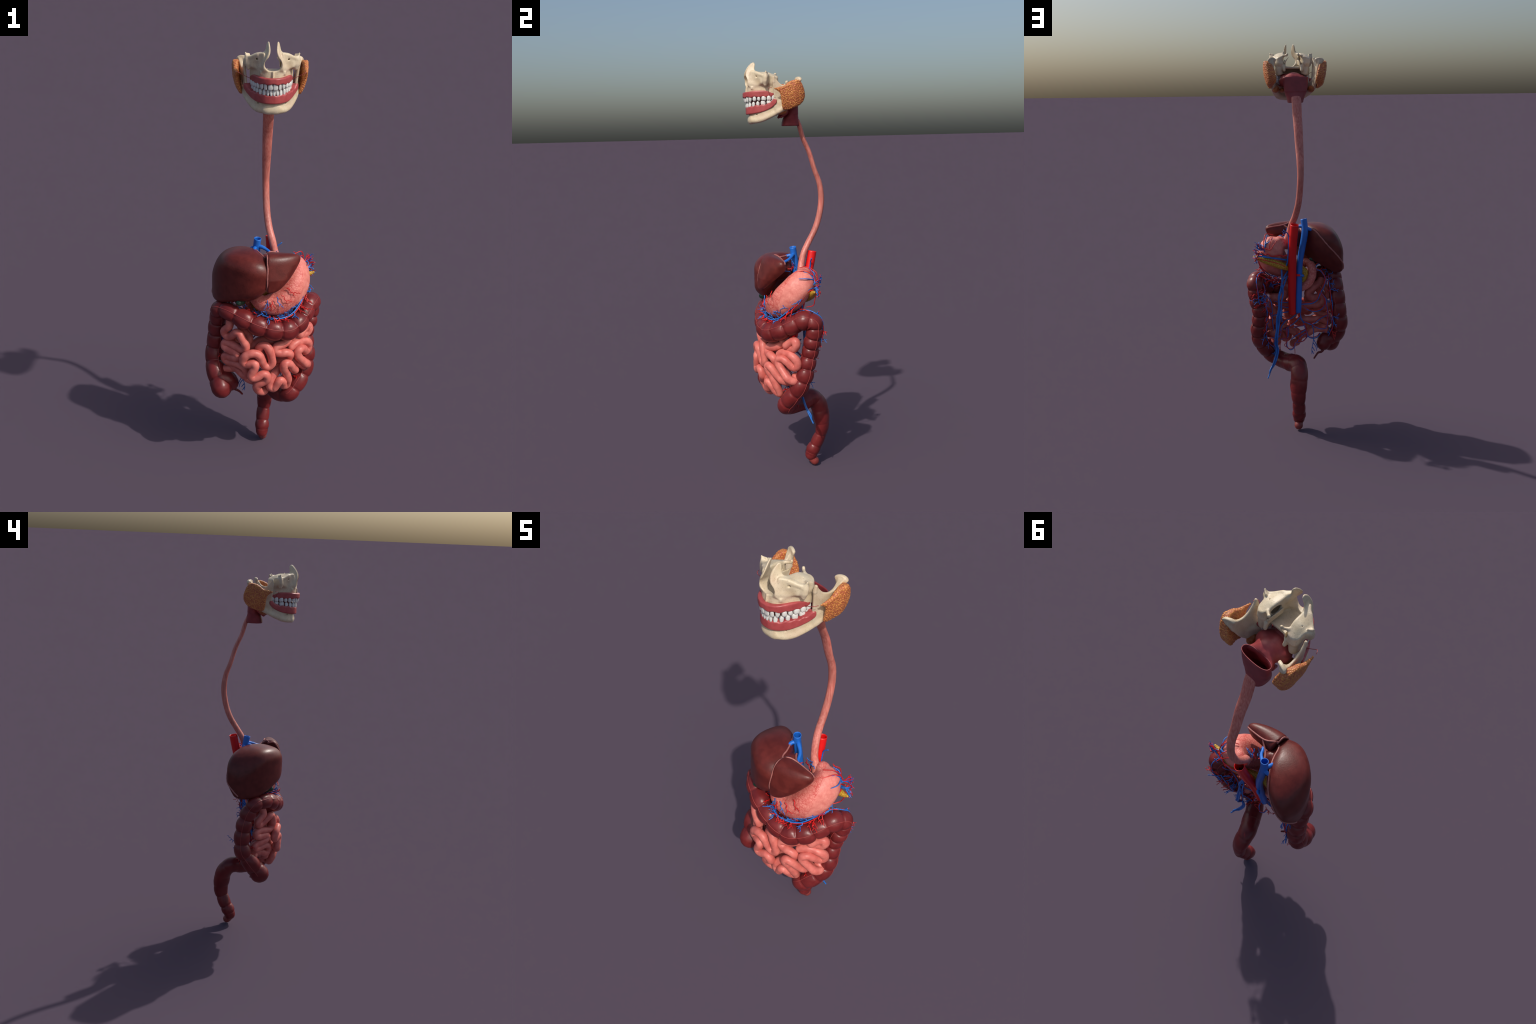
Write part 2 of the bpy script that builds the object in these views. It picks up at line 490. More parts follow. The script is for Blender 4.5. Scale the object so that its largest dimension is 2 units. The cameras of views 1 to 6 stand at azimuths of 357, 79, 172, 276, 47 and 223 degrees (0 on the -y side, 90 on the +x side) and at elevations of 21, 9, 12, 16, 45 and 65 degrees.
# ---- lower jaw bone
def build_mandible():
    h = .0017
    g = Grid((0, -.195, 1.710), (.150, .06, 1.945), h)
    X, y, z = g.x, g.y, g.z
    arch = open_curve([(0, -.1595), (.022, -.1565), (.045, -.142), (.064, -.118), (.082, -.086), (.096, -.055), (.106, -.028)])
    d = line2d(X, y, arch)
    zb = interp(y, [-.18, -.15, -.12, -.08, -.05, -.02], [1.7195, 1.7185, 1.7245, 1.743, 1.759, 1.779])
    zt = interp(y, [-.18, -.12, -.08, -.04], [1.785, 1.79, 1.805, 1.822])
    th = interp(y, [-.17, -.12, -.03], [.0125, .0105, .008])
    bulge = .0045 * np.exp(-((z - zb - .014) / .013) ** 2)
    F = smax(d - th - bulge, smax(zb - z, z - zt, .004), .012)
    F = smin(F, ellipsoid(g, (.010, -.166, 1.738), (.026, .009, .018)), .012)
    # ramus: side outline swept on a slightly slanted plate
    ram = closed_curve([(-.073, 1.929), (-.060, 1.912), (-.040, 1.892), (-.015, 1.882), (.008, 1.888), (.022, 1.905), (.035, 1.915), (.048, 1.905), (.040, 1.875), (.026, 1.845), (.008, 1.808), (-.012, 1.784), (-.035, 1.772), (-.06, 1.772), (-.072, 1.80), (-.073, 1.835), (-.077, 1.88), (-.079, 1.915)], 4)
    dr = poly2d(y, z, ram)
    x0 = interp(y, [-.08, -.03, .04], [.101, .108, .115]) + .10 * (z - 1.83)
    thr = .0048 + .0055 * np.exp(-((y - .032) / .022) ** 2)
    F = smin(F, smax(dr, np.abs(X - x0) - thr, .005), .012)
    cond = closed_curve([(.097, 1.916), (.105, 1.923), (.122, 1.925), (.136, 1.919), (.141, 1.909), (.134, 1.898), (.126, 1.880), (.119, 1.858), (.111, 1.858), (.109, 1.878), (.102, 1.900)], 4)
    F = smin(F, smax(poly2d(X, z, cond), np.abs(y - .036 - .35 * (X - .118) - interp(z, [1.86, 1.925], [-.006, .004])) - interp(z, [1.86, 1.90, 1.92], [.004, .0055, .0075]), .006), .008)
    F = smin(F, capsule(g, (.108, -.074, 1.905), (.111, -.073, 1.925), .006, .0035), .006)
    F = smax(F, -capsule(g, (.050, -.138, 1.763), (.061, -.154, 1.757), .0028, .004), .002)
    F = smax(F, -capsule(g, (.10, -.02, 1.84), (.09, -.02, 1.85), .0045, .004), .002)
    return solid('lower_jaw', g, F, 'bone', it=2, mirror=True)[0]

lower_jaw = build_mandible()

# ---- gums
def build_gum(name, arch, zlo, zhi, w, parent, ylim, notch):
    h = .0016
    g = Grid((0, -.21, 1.745), (.125, -.045, 1.885), h)
    d = line2d(g.x, g.y, arch)
    # gentle scallops where teeth leave the gum
    s = np.cos(np.arctan2(g.x, -(g.y + .06)) * 22) * .0020
    lo = interp(g.y, *zlo); hi = interp(g.y, *zhi)
    lo, hi = (lo + s, hi) if notch == 'low' else (lo, hi + s)
    F = smax(d - w, smax(lo - g.z, g.z - hi, .003), .006)
    F = smax(F, g.y - ylim, .006)
    return solid(name, g, F, 'gum', parent, 2, True)[0]

ARU = [(x, y) for x, y in UP]
gum_up = build_gum('gum', UP - np.array([0, .0005]), ([-.19, -.15, -.12, -.07], [1.8385, 1.838, 1.8375, 1.840]),
                   ([-.19, -.15, -.11, -.07], [1.8635, 1.868, 1.868, 1.858]), .0085, upper_jaw, -.068, 'low')
GL = open_curve([(0, -.176), (.012, -.175), (.026, -.170), (.042, -.158), (.058, -.138), (.072, -.112), (.087, -.085), (.101, -.064)])
gum_low = build_gum('gum', GL, ([-.18, -.14, -.11, -.085, -.07, -.06], [1.761, 1.766, 1.774, 1.787, 1.800, 1.812]),
                    ([-.18, -.14, -.11, -.09, -.075, -.062], [1.796, 1.802, 1.804, 1.810, 1.826, 1.828]), .0115, lower_jaw, -.060, 'high')

# ---- teeth
def tooth_mesh(name, kind):
    nu, nv = 16, 12
    V, F = [], []
    sp = lambda c, e: np.sign(c) * abs(c) ** e
    for i in range(nv + 1):
        a = -np.pi / 2 + np.pi * i / nv
        zz = sp(math.sin(a), .75); r = abs(math.cos(a)) ** .55
        for j in range(nu):
            t = 2 * np.pi * j / nu
            cx, cy = sp(math.cos(t), .72), sp(math.sin(t), .72)
            u = (zz + 1) / 2                     # 0 gum end, 1 biting end
            if kind == 'incisor':
                wx, wy = .80 + .22 * u, 1.0 - .55 * u
            elif kind == 'canine':
                wx, wy = .9 + .12 * u - .55 * max(0, u - .6) / .4 * 1.0, 1.0 - .45 * u
            elif kind == 'premolar':
                wx, wy = .82 + .20 * min(1, u * 1.6) - .25 * max(0, u - .7) / .3, .95 - .12 * u
            else:
                wx, wy = .86 + .16 * min(1, u * 1.5), .92 + .08 * u
            x, yv, z_ = r * cx * wx, r * cy * wy, zz
            if kind == 'molar' and zz > .3:
                z_ += .22 * (abs(math.sin(x * 3.0)) * .6 + .4 * abs(yv)) - .28 * (1 - min(1, math.hypot(x, yv)))
            if kind == 'premolar' and zz > .3:
                z_ += .18 * abs(yv) - .08
            V.append((x * .5, yv * .5, z_ * .5))
    for i in range(nv):
        for j in range(nu):
            k = (j + 1) % nu
            F.append((i * nu + j, i * nu + k, (i + 1) * nu + k, (i + 1) * nu + j))
    me = bpy.data.meshes.new(name)
    me.from_pydata([tuple(map(float, v)) for v in V], [], F)
    me.materials.append(M['enamel'])
    me.polygons.foreach_set('use_smooth', [True] * len(me.polygons))
    return me

TM = {k: tooth_mesh(k, k) for k in ('incisor', 'canine', 'premolar', 'molar')}
# (kind, x, y, width, depth, top z, bottom z)
UPPER = [('incisor', .0102, -.1905, .0198, .012, 1.844, 1.8165), ('incisor', .0285, -.1845, .0140, .011, 1.842, 1.8175),
         ('canine', .0430, -.1730, .0165, .013, 1.847, 1.8175), ('premolar', .0545, -.1545, .0165, .018, 1.843, 1.8195),
         ('premolar', .0625, -.1360, .0150, .019, 1.842, 1.8205), ('molar', .0690, -.1140, .0215, .021, 1.845, 1.8215),
         ('molar', .0755, -.0905, .0205, .020, 1.846, 1.8225), ('molar', .0795, -.0705, .0170, .018, 1.849, 1.825)]
LOWER = [('incisor', .0062, -.1835, .0115, .011, 1.7925, 1.8195), ('incisor', .0190, -.1805, .0120, .011, 1.7925, 1.8195),
         ('canine', .0325, -.1720, .0145, .013, 1.790, 1.8205), ('premolar', .0460, -.1575, .0145, .015, 1.793, 1.8190),
         ('premolar', .0560, -.1395, .0150, .016, 1.794, 1.8205), ('molar', .0640, -.1160, .0225, .021, 1.7945, 1.8215),
         ('molar', .0720, -.0905, .0210, .020, 1.797, 1.8235), ('molar', .0785, -.0715, .0165, .018, 1.803, 1.827)]
def place_teeth(rows, arch, parent):
    for kind, x, y, w, dep, zg, zb in rows:
        i = np.argmin((arch[:, 0] - x) ** 2 + (arch[:, 1] - y) ** 2)
        i = min(max(i, 1), len(arch) - 2)
        t = arch[i + 1] - arch[i - 1]
        ang = math.atan2(t[1], t[0])
        for s in (1, -1):
            o = add_obj('tooth', TM[kind], parent)
            zdir = 1 if zb > zg else -1
            o.location = (HX + s * x, y, (zg + zb) / 2)
            rot = Matrix.Rotation(s * ang, 4, 'Z')
            lean = Matrix.Rotation(random.uniform(-.06, .06), 4, 'Y') @ Matrix.Rotation(random.uniform(-.05, .05), 4, 'X')
            flip = Matrix.Rotation(math.pi if zdir < 0 else 0, 4, 'X')
            o.rotation_euler = (rot @ lean @ flip).to_euler()
            o.scale = (w * random.uniform(1.03, 1.10), dep, abs(zb - zg))
place_teeth(UPPER, UP, upper_jaw)
place_teeth(LOWER, LOW, lower_jaw)

# ---- tongue, soft palate and the floor of the mouth
def build_mouth():
    h = .002
    g = Grid((0, -.175, 1.725), (.085, .05, 1.885), h)
    X, y, z = g.x, g.y, g.z
    F = ellipsoid(g, (0, -.09, 1.812), (.046, .075, .030))
    F = smin(F, ellipsoid(g, (0, -.045, 1.822), (.038, .050, .032)), .03)
    F = smin(F, ellipsoid(g, (.038, -.045, 1.812), (.034, .034, .030)), .02)
    F = smin(F, capsule(g, (0, -.02, 1.822), (0, .012, 1.808), .028, .018), .02)
    F = smin(F, capsule(g, (.02, -.01, 1.822), (.046, .016, 1.815), .020, .012), .02)
    F = smin(F, capsule(g, (.032, -.002, 1.770), (.030, -.026, 1.747), .014, .006), .015)
    F = smax(F, -ellipsoid(g, (0, .036, 1.815), (.062, .0225, .10)), .004)
    return solid('mouth_lining', g, F, 'mouth', mirror=True, it=3)[0]
build_mouth()

def build_tongue():
    g = Grid((0, -.165, 1.80), (.06, .02, 1.89), .002)
    F = ellipsoid(g, (0, -.078, 1.822), (.040, .080, .032))
    return solid('tongue', g, F, 'tongue', mirror=True, it=3)[0]
build_tongue()

# ---- pharynx: open funnel
def build_pharynx():
    # z, centre y, half width, half depth
    R = np.array([(1.832, .034, .0635, .0235), (1.815, .034, .0625, .0235), (1.795, .034, .0615, .0245), (1.775, .033, .0585, .026), (1.7595, .031, .0560, .0285),
                  (1.7575, .030, .0545, .0290), (1.745, .027, .0500, .0340), (1.730, .025, .0440, .0385), (1.716, .024, .0400, .0405), (1.709, .024, .0385, .0415), (1.7055, .024, .0340, .0380)])
    S, _ = spline(np.column_stack([R[:, 0] * 0, R[:, 1], R[:, 0], R[:, 2], R[:, 3]]), n=3)
    seg = 40
    th = np.linspace(0, 2 * np.pi, seg, endpoint=False)
    pw = lambda c: np.sign(c) * np.abs(c) ** .8
    V, F = [], []
    for wall in (0, -.0028):
        for r in S:
            V.append(np.column_stack([HX + (r[3] + wall) * pw(np.cos(th)), r[1] + (r[4] + wall) * pw(np.sin(th)), np.full(seg, r[2] + (.002 if wall and r is S[-1] else 0))]))
    nr = len(S)
    V = np.vstack(V)
    for i in range(nr - 1):
        for j in range(seg):
            k = (j + 1) % seg
            F.append((i * seg + k, i * seg + j, (i + 1) * seg + j, (i + 1) * seg + k))
            o = nr * seg
            F.append((o + i * seg + j, o + i * seg + k, o + (i + 1) * seg + k, o + (i + 1) * seg + j))
    for j in range(seg):
        k = (j + 1) % seg
        F.append((j, k, nr * seg + k, nr * seg + j))
    F.append(tuple((nr - 1) * seg + j for j in range(seg)))
    F.append(tuple((2 * nr - 1) * seg + j for j in range(seg - 1, -1, -1)))
    return mesh_obj('pharynx', V, F, 'throat')
build_pharynx()

# ---- salivary glands
def ico_lumps(centres, normals, sizes, flat=.55):
    t = (1 + 5 ** .5) / 2
    import bmesh
    bm = bmesh.new(); bmesh.ops.create_icosphere(bm, subdivisions=2, radius=1)
    bv = np.array([v.co[:] for v in bm.verts]); bf = [tuple(v.index for v in f.verts) for f in bm.faces]; bm.free()
    parts = []
    for c, n, s in zip(centres, normals, sizes):
        a = np.cross(n, (.3, .5, .8)); a /= np.linalg.norm(a); b = np.cross(n, a)
        parts.append((c + s * (bv[:, :1] * a + bv[:, 1:2] * b * random.uniform(.75, 1.05) + flat * bv[:, 2:] * n), bf))
    return join(parts)

def scatter(V, N, spacing, tries=6000, keep=None):
    order = rng.permutation(len(V))[:tries]
    sel = []
    pts = np.zeros((0, 3))
    for i in order:
        if keep is not None and not keep(V[i]):
            continue
        if len(pts) == 0 or np.min(np.sum((pts - V[i]) ** 2, 1)) > spacing ** 2:
            sel.append(i); pts = np.vstack([pts, V[i]])
    return sel

def build_parotid():
    g = Grid((.06, -.11, 1.765), (.175, .095, 1.92), .0018)
    X, y, z = g.x, g.y, g.z
    side = closed_curve([(-.098, 1.8755), (-.082, 1.874), (-.06, 1.879), (-.034, 1.883), (-.012, 1.900), (.018, 1.9095), (.04, 1.904), (.058, 1.875), (.066, 1.835), (.050, 1.805), (.010, 1.784), (-.025, 1.7765), (-.036, 1.782), (-.042, 1.80), (-.046, 1.825), (-.052, 1.85), (-.066, 1.863), (-.085, 1.871)], 4)
    d = poly2d(y, z, side)
    x0 = interp(z, [1.775, 1.80, 1.84, 1.88, 1.91], [.119, .130, .141, .146, .145]) - 6 * np.maximum(0, y - .015) ** 2 - np.where(y < -.03, 1.0 * (y + .03) ** 2, 0)
    th = interp(y, [-.1, -.07, -.04, .0, .03, .055, .07], [.0018, .0035, .008, .0125, .018, .022, .016]) * interp(z, [1.775, 1.81, 1.86, 1.91], [.7, 1, 1, .75])
    x0 = x0 - np.clip(y / .03, 0, 1) * np.maximum(0, th - .0135)      # thickens inward
    F = smax(d, np.abs(X - x0) - th, .009)
    return g, F

gp, Fp = build_parotid()
for s in (1, -1):
    V, Q = surface_nets(np.pad(np.broadcast_to(Fp, gp.shape), 1, constant_values=1.), gp.lo - gp.h, gp.h)
    V = smooth_verts(V, Q, 3)
    V[:, 0] = HX + s * V[:, 0]
    if s < 0:
        Q = Q[:, ::-1]
    o = mesh_obj('salivary_gland', V, Q, 'gland_base')
    N = vert_normals(V, Q)
    sel = scatter(V, N, .0068, 9000)
    szs = rng.uniform(.0040, .0058, len(sel))
    LV, LF = ico_lumps(V[sel] - N[sel] * .0013, N[sel], szs, .46)
    lo_ = mesh_obj('gland_lobules', LV, LF, 'lobule', o)
    lo_['kind'] = 'stuff'
    tube('salivary_duct', [(HX + s * .143, -.090, 1.8755), (HX + s * .135, -.104, 1.874), (HX + s * .115, -.100, 1.863), (HX + s * .085, -.09, 1.848)], .0011, 'mouth', 8, .004, o)
    g2 = Grid((.03, -.10, 1.735), (.12, .0, 1.80), .0025)
    F2 = ellipsoid(g2, (.090, -.035, 1.773), (.018, .026, .017))
    F2 = smin(F2, ellipsoid(g2, (.056, -.050, 1.768), (.012, .03, .012)), .01)
    V, Q = surface_nets(np.pad(F2, 1, constant_values=1.), g2.lo - g2.h, g2.h)
    V[:, 0] = HX + s * V[:, 0]
    N = vert_normals(V, Q)
    V = V + N * (.0015 * np.sin(V[:, :1] * 420) * np.sin(V[:, 1:2] * 390 + 1) * np.sin(V[:, 2:] * 410))
    mesh_obj('submandibular_gland', V, Q[:, ::-1] if s < 0 else Q, 'deep_gland')

# ================================================================== ESOPHAGUS
ESO = np.array([(.010, .058, 1.732, .0235, .009), (.009, .068, 1.705, .0245, .0105), (.009, .085, 1.646, .0235, .0105), (.009, .113, 1.582, .0225, .011), (.009, .140, 1.494, .0205, .0115),
                (.009, .163, 1.429, .0185, .0130), (.009, .171, 1.364, .0165, .0145), (.010, .168, 1.318, .0160, .0145), (.012, .155, 1.258, .0160, .0145), (.016, .134, 1.203, .0160, .0145),
                (.026, .097, 1.140, .0165, .0145), (.039, .072, 1.096, .0165, .0145), (.052, .056, 1.042, .0165, .0160), (.062, .052, 1.015, .020, .019), (.080, .050, .990, .026, .026)])
S, _ = spline(ESO, step=.01)
V, F, _ = tube_data(S[:, :3], S[:, 3], 24, rb=S[:, 4], fixed_up=(1, 0, .05), cap0='round')
mesh_obj('esophagus', V, F, 'esophagus')

# ================================================================== STOMACH
ST = np.array([(.098, .060, 1.004, .030, .034), (.118, .052, .988, .052, .056), (.135, .037, .967, .064, .066), (.138, .008, .935, .069, .070), (.122, -.026, .898, .070, .068), (.092, -.054, .864, .062, .059),
               (.056, -.072, .846, .053, .049), (.018, -.081, .845, .043, .042), (-.012, -.080, .851, .035, .034), (-.040, -.062, .866, .027, .026), (-.058, -.040, .874, .022, .022)])
S, _ = spline(ST, step=.008)
def st_shape(i, th):
    sq = (np.abs(np.cos(th)) ** 2.5 + np.abs(np.sin(th)) ** 2.5) ** (-1 / 2.5)
    return sq + .012 * np.sin(3 * th + i * .21) + .008 * np.sin(5 * th - i * .37)
V, F, _ = tube_data(S[:, :3], S[:, 3], 48, rb=S[:, 4], shape=st_shape)
mesh_obj('stomach', V, F, 'stomach')
STOM = (V, np.array([f for f in F if len(f) == 4]))

# ================================================================== LIVER
def build_liver():
    h = .0035
    g = Grid((-.27, -.19, .80), (.03, .15, 1.15), h)
    X, y, z = g.x, g.y, g.z
    plan = closed_curve([(.045, -.128), (.0, -.149), (-.035, -.157), (-.07, -.154), (-.11, -.137), (-.155, -.108), (-.195, -.072), (-.223, -.026), (-.237, .03), (-.229, .076), (-.210, .105), (-.180, .112), (-.12, .095), (-.07, .062), (-.03, .012), (.0, -.045), (.045, -.07)], 5)
    d = poly2d(X, y, plan)
    top = 1.089 - 1.6 * (X + .085) ** 2 - 120 * (X + .085) ** 4 - np.where(y > -.03, 1.8, 2.2) * (y + .03) ** 2
    bot = .828 + 2.6 * (y - .01) ** 2 + np.clip(X + .19, 0, 1) * interp(y, [-.16, -.1, -.05, .05, .1], [.03, .06, .40, .80, .85]) + np.where((X > -.08) & (y < 0), 6 * (X + .08) ** 2, 0)
    # hollow visceral face behind
    bot = np.maximum(bot, .852 + 1.1 * (y - .02) + .9 * (X + .15))
    F = smax(smax(d, z - top, .045), bot - z, .028)
    F = smax(F, X - .0062, .006)
    F = smin(F, ellipsoid(g, (-.002, -.026, 1.012), (.034, .044, .048)), .012)     # caudate part
    o, V, Q = solid('liver_lobe', g, F, 'liver', it=3)
    # left lobe
    g2 = Grid((-.005, -.19, .88), (.19, .02, 1.12), .003)
    X, y, z = g2.x, g2.y, g2.z
    yf = -.154 + 2.3 * np.maximum(0, X) ** 2 + .27 * np.maximum(0, z - .985)
    yb = np.minimum(-.152 + .84 * (z - .905) + .10 * X, -.036)
    tp = 1.094 - .06 * np.maximum(0, X) - 2.0 * (y + .09) ** 2
    n = np.array((.80, -.60)); e = ((X - .057) * n[0] + (z - .902) * n[1]) + .6 * (X - .1) ** 2
    F = smax(smax(yf - y, y - yb, .036), smax(z - tp, e, .036), .038)
    F = smax(F, .0070 - X, .007)
    F = smax(F, .908 - z, .03)
    o2, V2, Q2 = solid('liver_lobe', g2, F, 'liver', it=3)
    return (V, Q), (V2, Q2)
LR, LL = build_liver()

def snap(pts, V, Q, off=0.0):
    N = vert_normals(V, Q)
    out = []
    for p in np.asarray(pts, float):
        i = np.argmin(np.sum((V - p) ** 2, 1))
        out.append(V[i] + N[i] * off)
    return np.array(out)

def on_surface(name, pts, r, mat, surf, step=.006, off=0, parent=root, both=None):
    S, _ = spline(np.asarray(pts, float), step=step)
    P = snap(S, *surf, off)
    k = np.array([.25, .5, .25])
    for _ in range(3):
        P[1:-1] = .25 * P[:-2] + .5 * P[1:-1] + .25 * P[2:]
    V, F, _ = tube_data(P, np.full(len(P), r), 8)
    return mesh_obj(name, V, F, mat, parent)

both = (np.vstack([LR[0], LL[0]]), np.vstack([LR[1], LL[1] + len(LR[0])]))
on_surface('falciform_ligament', [(.0065, -.135, .930), (.0065, -.150, .965), (.0065, -.146, 1.0), (.0065, -.132, 1.05), (.0065, -.105, 1.085), (.007, -.075, 1.080)], .0042, 'ligament', both, off=.0005)
on_surface('coronary_ligament', [(.007, -.076, 1.080), (-.008, -.050, 1.085), (-.014, -.028, 1.08), (-.026, -.002, 1.085), (-.05, .035, 1.078), (-.078, .068, 1.065), (-.11, .088, 1.03), (-.15, .108, .98), (-.195, .112, .93), (-.222, .080, .885), (-.230, .045, .852)], .0036, 'ligament', LR, off=.001)
on_surface('triangular_ligament', [(.008, -.078, 1.085), (.03, -.058, 1.085), (.055, -.046, 1.080), (.10, -.044, 1.072), (.145, -.052, 1.062)], .0036, 'ligament', LL, off=.001)
tube('venous_ligament', [(.060, -.044, 1.074), (.044, -.034, 1.064), (.026, -.022, 1.056), (.012, -.010, 1.055), (.000, .004, 1.052)], .0045, 'ligament', 8, .005)
# gallbladder
tube('gallbladder', [(-.116, -.110, .866, .015), (-.112, -.096, .866, .023), (-.102, -.065, .874, .024), (-.090, -.025, .885, .018), (-.075, .0, .90, .010)], None, 'gall', 20, .006)

# ================================================================== PANCREAS AND DUODENUM
tube('pancreas', [(.234, .073, .938, .006), (.215, .074, .931, .011), (.185, .078, .921, .017), (.142, .077, .906, .020), (.098, .064, .886, .020), (.045, .028, .864, .018), (-.010, .004, .850, .020), (-.036, .0, .832, .022), (-.036, .0, .806, .018), (-.028, .002, .785, .012)], None, 'pancreas', 18, .006)
tube('duodenum', [(-.050, -.045, .874), (-.068, -.018, .876), (-.079, .0, .850), (-.079, .005, .815), (-.062, .006, .775), (-.030, .002, .752), (.006, -.012, .744), (.040, -.025, .752), (.058, -.040, .760), (.060, -.052, .735), (.062, -.052, .695), (.09, -.052, .688), (.122, -.052, .688)], .0225, 'stomach', 18, .006)

# ================================================================== COLON
COL = [  # haustrum centres: x, y, z, radius, crease depth
    (-0.194, -0.078, 0.416, 0.0508, 0.1888), (-0.222, -0.03, 0.487, 0.0458, 0.2596), (-0.227, 0.012, 0.55, 0.0453, 0.2596), (-0.219, 0.018, 0.623, 0.0438, 0.2596), (-0.214, 0.01, 0.69, 0.0423, 0.2596), (-0.208, -0.008, 0.752, 0.0413, 0.2596),
    (-0.203, -0.038, 0.8, 0.0398, 0.236), (-0.16, -0.079, 0.808, 0.0398, 0.2124), (-0.095, -0.107, 0.784, 0.0438, 0.2596), (-0.03, -0.119, 0.757, 0.0468, 0.2596), (0.04, -0.122, 0.737, 0.0493, 0.2596), (0.105, -0.108, 0.731, 0.0503, 0.2596),
    (0.156, -0.072, 0.75, 0.0478, 0.2596), (0.186, -0.026, 0.776, 0.0468, 0.236), (0.217, 0.028, 0.803, 0.0458, 0.1888), (0.232, 0.068, 0.79, 0.0438, 0.2124), (0.231, 0.0705, 0.744, 0.04, 0.2832), (0.222, 0.0635, 0.7, 0.04, 0.2832),
    (0.209, 0.0565, 0.65, 0.0395, 0.2832), (0.209, 0.0435, 0.596, 0.04, 0.2832), (0.213, 0.0285, 0.54, 0.041, 0.2596), (0.205, 0.0055, 0.48, 0.042, 0.2596), (0.17, -0.028, 0.42, 0.0438, 0.236), (0.128, -0.046, 0.37, 0.0448, 0.1652),
    (0.086, -0.012, 0.351, 0.0445, 0.05), (0.05, 0.048, 0.352, 0.044, 0.03), (0.018, 0.104, 0.358, 0.0445, 0.06), (0.014, 0.141, 0.322, 0.0425, 0.05), (0.022, 0.156, 0.256, 0.0365, 0.04), (0.023, 0.158, 0.196, 0.0295, 0.1),
    (0.017, 0.14, 0.138, 0.0295, 0.2), (0.012, 0.112, 0.082, 0.033, 0.12), (0.011, 0.102, 0.056, 0.03, 0)]
def build_colon():
    P = np.array(COL)
    S, t = spline(P, n=16)
    C = S[:, :3]
    T, N, B = frames(C, (0, -1, 0.3))
    # keep crease planes sharp, haustra plump between them
    prof = np.abs(np.cos(np.pi * t)) ** .48
    R = S[:, 3]
    depth = S[:, 4]
    jit = np.interp(t, np.arange(len(P)), rng.uniform(.97, 1.03, len(P)))
    seg = 48
    def shape(i, th):
        band = np.maximum.reduce([np.exp(-((np.angle(np.exp(1j * (th - a)))) / .13) ** 2) for a in (.62, 2.72, 4.82)])
        lob = 1 + .02 * np.cos(3 * (th - .62) + np.pi)
        cre = 1 - depth[i] * (1 - prof[i]) * (1 - .55 * band)
        return lob * cre * (1 - .018 * band) * jit[i]
    wide = np.interp(C[:, 2], [.05, .09, .15, .2, .26, .33, .4], [1, 1.12, 1.24, 1.46, 1.34, 1.1, 1.0]) * (t > 25) + 1.0 * (t <= 25)
    V, F, fr = tube_data(C, R, seg, up=(0, -1, .3), rb=R * wide, shape=shape)
    o = mesh_obj('colon', V, F, 'colon')
    # taeniae: three thin bands riding on the wall, up to the rectum
    m = t <= 23
    for a in (.62, 2.72, 4.82):
        rad = np.array([R[i] * shape(i, np.array([a]))[0] for i in range(len(C))])
        L = C + rad[:, None] * (np.cos(a) * fr[1] + np.sin(a) * fr[2])
        L = L[m]
        V, F, _ = tube_data(L[4:], np.full(len(L) - 4, .0014), 6)
        mesh_obj('taenia', V, F, 'taenia', o)
    return o
colon = build_colon()
tube('cecum', [(-.200, -.055, .450, .042), (-.165, -.048, .440, .044), (-.150, -.040, .420, .039)], None, 'colon', 24, .006, colon)
tube('appendix', [(-.150, -.030, .395, .009), (-.135, -.024, .378, .007), (-.118, -.028, .372, .006), (-.104, -.022, .358, .005), (-.094, -.019, .345, .0045)], None, 'colon', 10, .004, colon)
tube('anal_canal', [(.011, .101, .050, .022), (.014, .110, .034, .0215), (.016, .119, .0235, .0222)], None, 'anus', 20, .005, colon)

